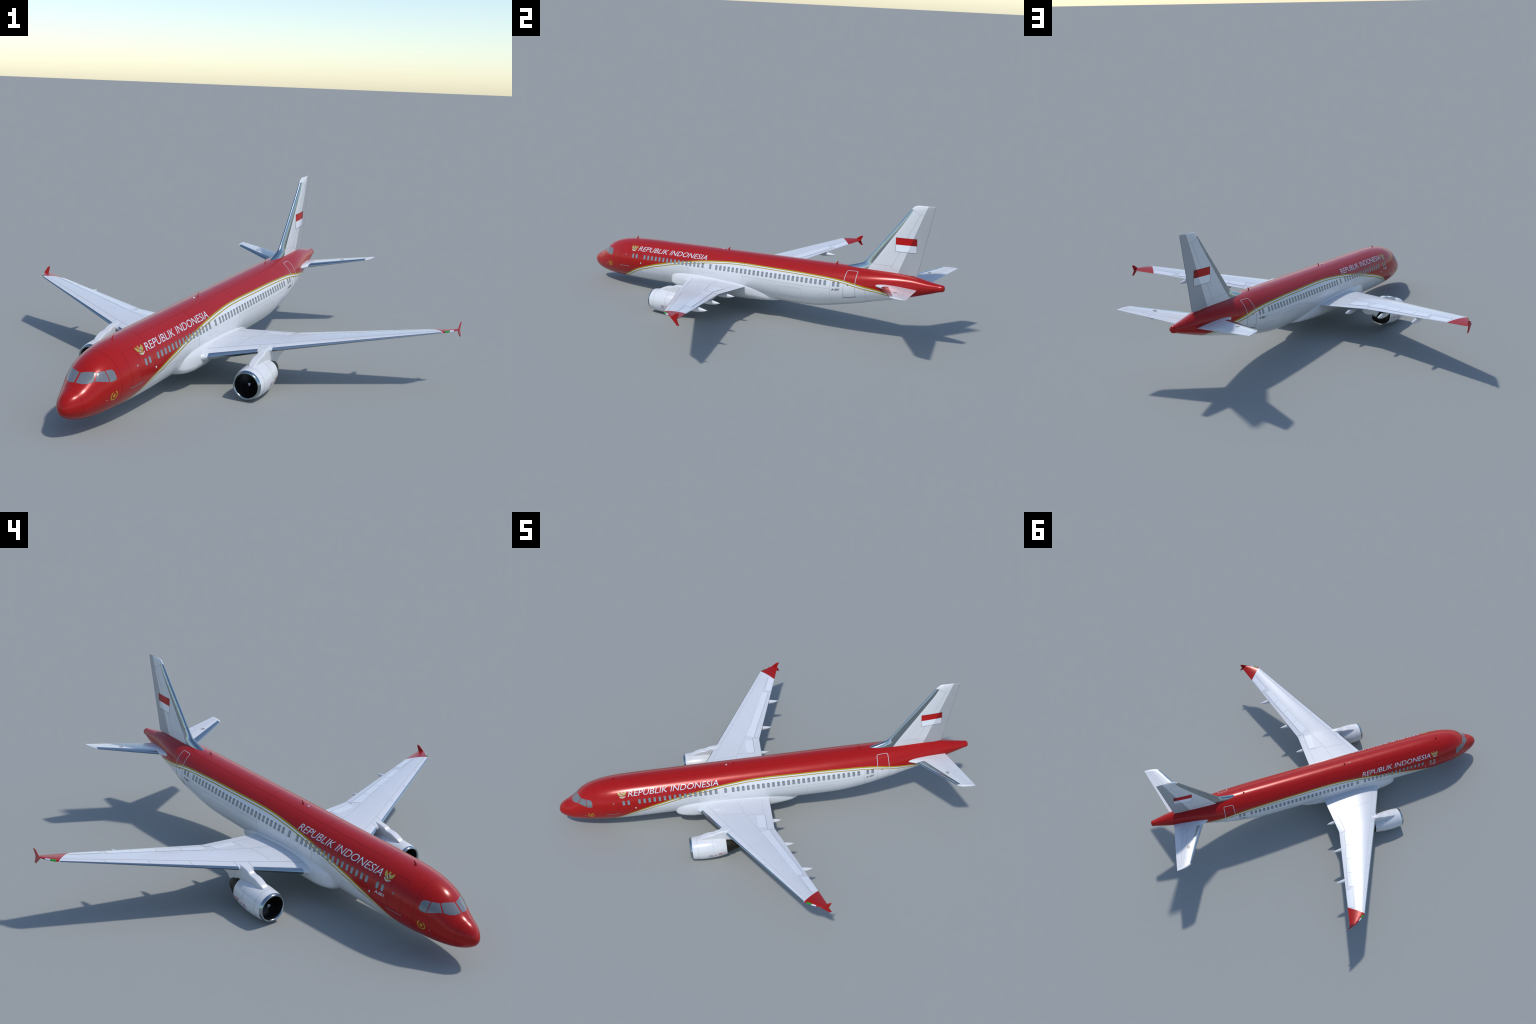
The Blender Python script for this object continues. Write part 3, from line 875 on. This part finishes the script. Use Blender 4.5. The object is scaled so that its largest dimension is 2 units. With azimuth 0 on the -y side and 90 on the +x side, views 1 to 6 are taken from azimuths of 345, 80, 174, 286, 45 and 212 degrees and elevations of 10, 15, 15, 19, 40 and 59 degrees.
FIN = Aero([(Vector((0, fin_le(z), z)), Vector((0, lin(FIN_TE, z), z)), float(pchip([p[0] for p in FIN_TH], [p[1] for p in FIN_TH], z))) for z in FZ], (1, 0, 0), 0)
def fin_hinge(z): return .7719 + (z-.3528)*.4168
def fin_metal(z):      # rear edge of the bright leading edge strip
    return max(fin_le(z)+.004, float(np.interp(z, [.318, .342, .6845, .6927], [.5722, .5900, .8440, .8450])))

def build_fin():
    n = len(FZ)-1
    def area(ca, cb, k0, k1, steps=10, wrap=False):
        """ca/cb: y limits as functions of z; rows k0..k1, both sides."""
        out = []
        for up in ((1,), (-1,)):
            v = []
            for i in range(k0, k1+1):
                z = FZ[i]; le, te, th = FIN.rows[i]; L = te.y-le.y
                a, b = ca(z), cb(z)
                for j in range(steps+1):
                    t = j/steps; t = t*t if wrap else t
                    c = max(0.0, min(1.0, (a + (b-a)*t - le.y)/L)); v.append(FIN.pt(i, c, up[0]))
            out.append((v, grid_faces(k1-k0+1, steps+1, False)))
        return out
    km = FZ.index(.6927)
    mid = lambda z: fin_metal(z)
    out = lambda c: Vector((c.x, 0, 0))
    white = area(mid, fin_hinge, 0, km, 12) + area(fin_le, fin_hinge, km, n, 22, True)
    fin = aero_object("fin", FIN, white, white_paint, None, outward=out)
    aero_object("leading_edge", FIN, area(fin_le, mid, 0, km, 16, True), metal, fin, outward=lambda c: Vector((c.x, -.02, 0)))
    rz = [z for z in FZ if z >= .335]; k0 = FZ.index(rz[0])
    rud = area(fin_hinge, lambda z: lin(FIN_TE, z), k0, n, 12)
    v = []
    for i in range(k0, n+1): v += [FIN.pt(i, 1, 1), FIN.pt(i, 1, -1)]
    rud.append((v, grid_faces(n-k0+1, 2, False)))
    aero_object("rudder", FIN, rud, rudder_shaded_white, fin, outward=out)
    def fin_skin(side, off):
        def m(y, z):
            s = float(np.interp(z, FZ, range(len(FZ)))); le, te, th = FIN.row(s)
            return FIN.pt(s, max(0, min(1, (y-le.y)/(te.y-le.y))), side, off)
        return m
    for side in (1, -1):
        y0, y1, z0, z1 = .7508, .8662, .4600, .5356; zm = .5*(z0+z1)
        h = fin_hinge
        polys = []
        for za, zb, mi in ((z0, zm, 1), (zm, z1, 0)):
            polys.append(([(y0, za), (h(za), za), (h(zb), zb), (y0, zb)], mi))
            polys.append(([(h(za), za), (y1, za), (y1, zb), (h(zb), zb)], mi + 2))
        me = poly_shape(polys, fin_skin(side, .0006), .012, .012, "flag"); face_out(me, (0, 0))
        bm = bmesh.new(); bm.from_mesh(me); bm.normal_update()
        for f in bm.faces:
            if f.normal.x*side < 0: f.normal_flip()
        bm.to_mesh(me); bm.free()
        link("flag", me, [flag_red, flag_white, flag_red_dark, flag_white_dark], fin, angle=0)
        ribbons([([(y0, z0), (y1, z0), (y1, z1), (y0, z1)], .0012, 0, True)], fin_skin(side, .0009), "flag_border", [flag_edge], fin, None, False)
        g = lambda z, d: (h(z)-d, z)
        seams = [([g(.343, 0), g(.713, 0)], .0011, 0, False), ([g(.365, .052), g(.668, .021)], .0009, 0, False), ([g(.365, .052), g(.352, .001)], .0009, 0, False),
                 ([(fin_metal(.378)+.003, .378), g(.378, .048)], .0009, 0, False), ([(.8365, .690), (.8820, .668), (.9020, .6690)], .0009, 0, False)]
        seams.append(([(lin(FIN_TE, .337)-.0008, .337), (lin(FIN_TE, .710)-.0008, .710)], .0013, 1, False))
        for z in (.4265, .5180, .6070):
            a = fin_le(z); seams.append(([(a+.001, z), (fin_metal(z-.02), z-.022)], .0010, 1, False))
        ribbons(seams, fin_skin(side, .0004), "panel_seam", [line_grey, line_dark], fin)

build_fin()

# ------------------------------------------------------------------- engines
EX, EZ = .3640, .0973
def build_engine(side):
    C = (EX*side, EZ)
    cowl = [(-.5770, .0604), (-.5680, .0619), (-.5550, .0633), (-.5400, .0645), (-.5200, .0655), (-.5000, .0658), (-.4800, .0653), (-.4600, .0640), (-.4400, .0620), (-.4200, .0588), (-.4050, .0558), (-.3930, .0530), (-.3925, .0517), (-.4000, .0520)]
    v, f = lathe(cowl, C, 96)
    eng = link("engine", fix_out(mesh_of("engine", v, f), C), white_paint, angle=40)
    eng.name = "engine"
    lip = [(-.5780, .0478), (-.5835, .0486), (-.5875, .0502), (-.5898, .0525), (-.5902, .0540), (-.5890, .0560), (-.5857, .0580), (-.5815, .0594), (-.5770, .0604)]
    v, f = lathe(lip, C, 96); me = mesh_of("intake_lip", v, f); fix_lip(me, C)
    link("intake_lip", me, metal, eng, angle=0)
    v, f = lathe([(-.5780, .0478), (-.5600, .0473), (-.5450, .0473)], C, 72)
    me = mesh_of("intake_duct", v, f); link("intake_duct", me, black_duct, eng)
    v, f = lathe([(-.5540, .0473), (-.5540, .0020)], C, 72); link("fan_disc", mesh_of("fan_disc", v, f), black_duct, eng)
    # fan blades: one twisted blade, copied round the hub
    bv = []
    for r, tw, ch in ((.010, 25, .0050), (.022, 40, .0058), (.035, 52, .0066), (.0468, 60, .0072)):
        a = math.radians(tw)
        for k, th in ((-1, 0), (0, .0005), (1, 0), (0, -.0005)):
            bv.append((k*ch*.5*math.sin(a) + th*math.cos(a), k*ch*.5*math.cos(a)*.9 - th*math.sin(a), r))
    bmesh_me = mesh_of("fan_blade", bv, grid_faces(4, 4) + [(12, 13, 14, 15)]); fix_normals(bmesh_me)
    first = None
    for k in range(30):
        if first is None: ob = first = link("fan_blade", bmesh_me, blade_dark, eng)
        else:
            ob = first.copy(); bpy.context.scene.collection.objects.link(ob)
        ob.matrix_local = Matrix.Translation((C[0], -.5580, C[1])) @ Matrix.Rotation(2*PI*k/30, 4, 'Y')
    v, f = lathe([(-.5690, .0003), (-.5675, .0028), (-.5640, .0062), (-.5590, .0092), (-.5500, .0118)], C, 40)
    link("spinner", fix_out(mesh_of("spinner", v, f), C), black_duct, eng)
    # white comma on the spinner
    def spin(u, w):
        return Vector((C[0] + u*math.cos(w), -.5712 + (u/.0118)**1.7*.0190, C[1] + u*math.sin(w)))
    sv, sf = [], []
    for i in range(15):
        t = i/14; w = -1.9 + 3.6*t*side; wd = .0024*math.sin(PI*min(1, .12 + .88*t)) + .0004
        for r in (.0082 - .0040*t - wd, .0082 - .0040*t + wd): sv.append(spin(r, w))
    sf = grid_faces(15, 2, False)
    link("spinner_mark", fix_front(mesh_of("spinner_mark", sv, sf)), letter_white, eng)
    # core nozzle and plug
    v, f = lathe([(-.4000, .0517), (-.4100, .0500), (-.4000, .0480), (-.3850, .0465), (-.3620, .0415), (-.3610, .0365), (-.3400, .0325), (-.3250, .0260), (-.3120, .0185), (-.3110, .0165), (-.3180, .0150), (-.3180, .0003)], C, 64)
    link("exhaust_nozzle", fix_out(mesh_of("exhaust_nozzle", v, f), C), dark_core, eng)
    # stencils and seams on the cowl
    CP = np.array(cowl[:12])
    def cmap(off):
        def m(y, v):
            r = float(pchip(CP[:, 0], CP[:, 1], y)) + off; a = v/.0660
            return Vector((C[0] + side*r*math.cos(a), y, C[1] + r*math.sin(a)))
        return m
    rings = [([(y, D(a)*.066) for a in range(-180, 181, 6)], .0009, 0, False) for y in (-.5480, -.4650)]
    rings += [([(-.575, D(-18)*.066), (-.552, D(-18)*.066), (-.550, D(-32)*.066), (-.575, D(-32)*.066)], .0008, 0, False), ([(-.575, D(-25)*.066), (-.551, D(-25)*.066)], .0008, 0, False)]
    ribbons(rings, cmap(.0004), "panel_seam", [line_grey], eng, C)
    # seen from outside the nose is to the left on the port engine
    vb = D(-14)*.066
    ar = lambda y, v, s: [(y-.008*s, v-.0012), (y-.008*s, v+.0012), (y-.001*s, v+.0012), (y-.001*s, v+.0042), (y+.006*s, v), (y-.001*s, v-.0042), (y-.001*s, v-.0012)]
    polys = [(ar(-.4560, vb, 1), 0), (ar(-.4080, vb+.0025, 1), 0)]
    for k in range(4):
        polys.append(([(-.440, vb+.006-k*.0032), (-.4205+.001*k, vb+.006-k*.0032), (-.4205+.001*k, vb+.0073-k*.0032), (-.440, vb+.0073-k*.0032)], 0))
    polys.append(([(-.448, vb+.0105), (-.418, vb+.0105), (-.418, vb+.0118), (-.448, vb+.0118)], 0))
    me = poly_shape(polys, cmap(.0006), .006, .003, "cowl_stencil"); face_out(me, C); link("cowl_stencil", me, stencil_red, eng, angle=0)["kind"] = "stuff"
    sq = round_rect(-.4830, vb-.001, .0175, .0165, .002)
    cr = [(-.4830 + .0072*math.cos(a), vb-.001+.0072*math.sin(a)) for a in np.linspace(0, 2*PI, 19)[:-1]]
    ribbons([(sq, .0011, 0, True), (cr, .0012, 1, True), ([(-.4880, vb-.001), (-.4780, vb-.001)], .003, 2, False)], cmap(.0006), "cowl_badge", [stencil_red, stencil_blue, line_grey], eng, C, False)
    # pylon: stepped crest over the cowl, deep blade under the wing
    crest = [(-.5460, .1500), (-.5400, .1610), (-.5300, .1690), (-.5150, .1760), (-.5000, .1815), (-.4850, .1860), (-.4700, .1875), (-.4560, .1880), (-.4480, .1905), (-.4400, .1955), (-.4250, .1995), (-.4050, .2020), (-.3850, .2020), (-.3400, .2050), (-.2500, .1950), (-.1900, .1830), (-.1520, .1790)]
    keel = [(-.5460, .1480), (-.5000, .1450), (-.4000, .1300), (-.3700, .1180), (-.3400, .1080), (-.3200, .1055), (-.3010, .1065), (-.2930, .1200), (-.2600, .1280), (-.2100, .1400), (-.1850, .1500), (-.1520, .1770)]
    wid = [(-.5460, .0090), (-.5300, .0150), (-.5000, .0170), (-.4500, .0165), (-.4200, .0150), (-.4000, .0145), (-.3500, .0115), (-.2500, .0100), (-.1850, .0065), (-.1520, .0020)]
    ys = np.concatenate([np.linspace(-.546, -.38, 40), np.linspace(-.38, -.152, 26)[1:]]); v = []; seg = 56
    for y in ys:
        zt, zb, w = [float(pchip([p[0] for p in T], [p[1] for p in T], y)) for T in (crest, keel, wid)]
        cz, h = .5*(zt+zb), .5*(zt-zb)
        for j in range(seg):
            a = 2*PI*j/seg; c, s = math.cos(a), math.sin(a); n = 7.0
            hh = min(h, .03)
            zc = (zt-hh) if s > 0 else (zb+hh)
            v.append((C[0] + w*math.copysign(abs(c)**(2/n), c), y, zc + hh*math.copysign(abs(s)**(2/n), s)))
    f = grid_faces(len(ys), seg) + [tuple(range(seg)), tuple((len(ys)-1)*seg + j for j in range(seg))]
    pyl = link("pylon", fix_normals(mesh_of("pylon", v, f)), white_paint, eng, angle=45)
    return eng

def fix_out(me, C):
    face_out_lathe(me, C, 1); return me
def face_out_lathe(me, C, sgn):
    bm = bmesh.new(); bm.from_mesh(me); bmesh.ops.remove_doubles(bm, verts=bm.verts, dist=1e-7)
    bmesh.ops.recalc_face_normals(bm, faces=bm.faces); bm.normal_update()
    tot = sum(f.calc_area()*f.normal.dot(Vector((f.calc_center_median().x-C[0], 0, f.calc_center_median().z-C[1])))*sgn for f in bm.faces)
    if tot < 0:
        for f in bm.faces: f.normal_flip()
    bm.to_mesh(me); bm.free()
def fix_lip(me, C):
    bm = bmesh.new(); bm.from_mesh(me); bmesh.ops.recalc_face_normals(bm, faces=bm.faces); bm.normal_update()
    if sum(f.normal.y*f.calc_area() for f in bm.faces) > 0:
        for f in bm.faces: f.normal_flip()
    bm.to_mesh(me); bm.free()
def fix_front(me):
    bm = bmesh.new(); bm.from_mesh(me); bmesh.ops.recalc_face_normals(bm, faces=bm.faces); bm.normal_update()
    if sum(f.normal.y for f in bm.faces) > 0:
        for f in bm.faces: f.normal_flip()
    bm.to_mesh(me); bm.free(); return me

for side in (1, -1): build_engine(side)
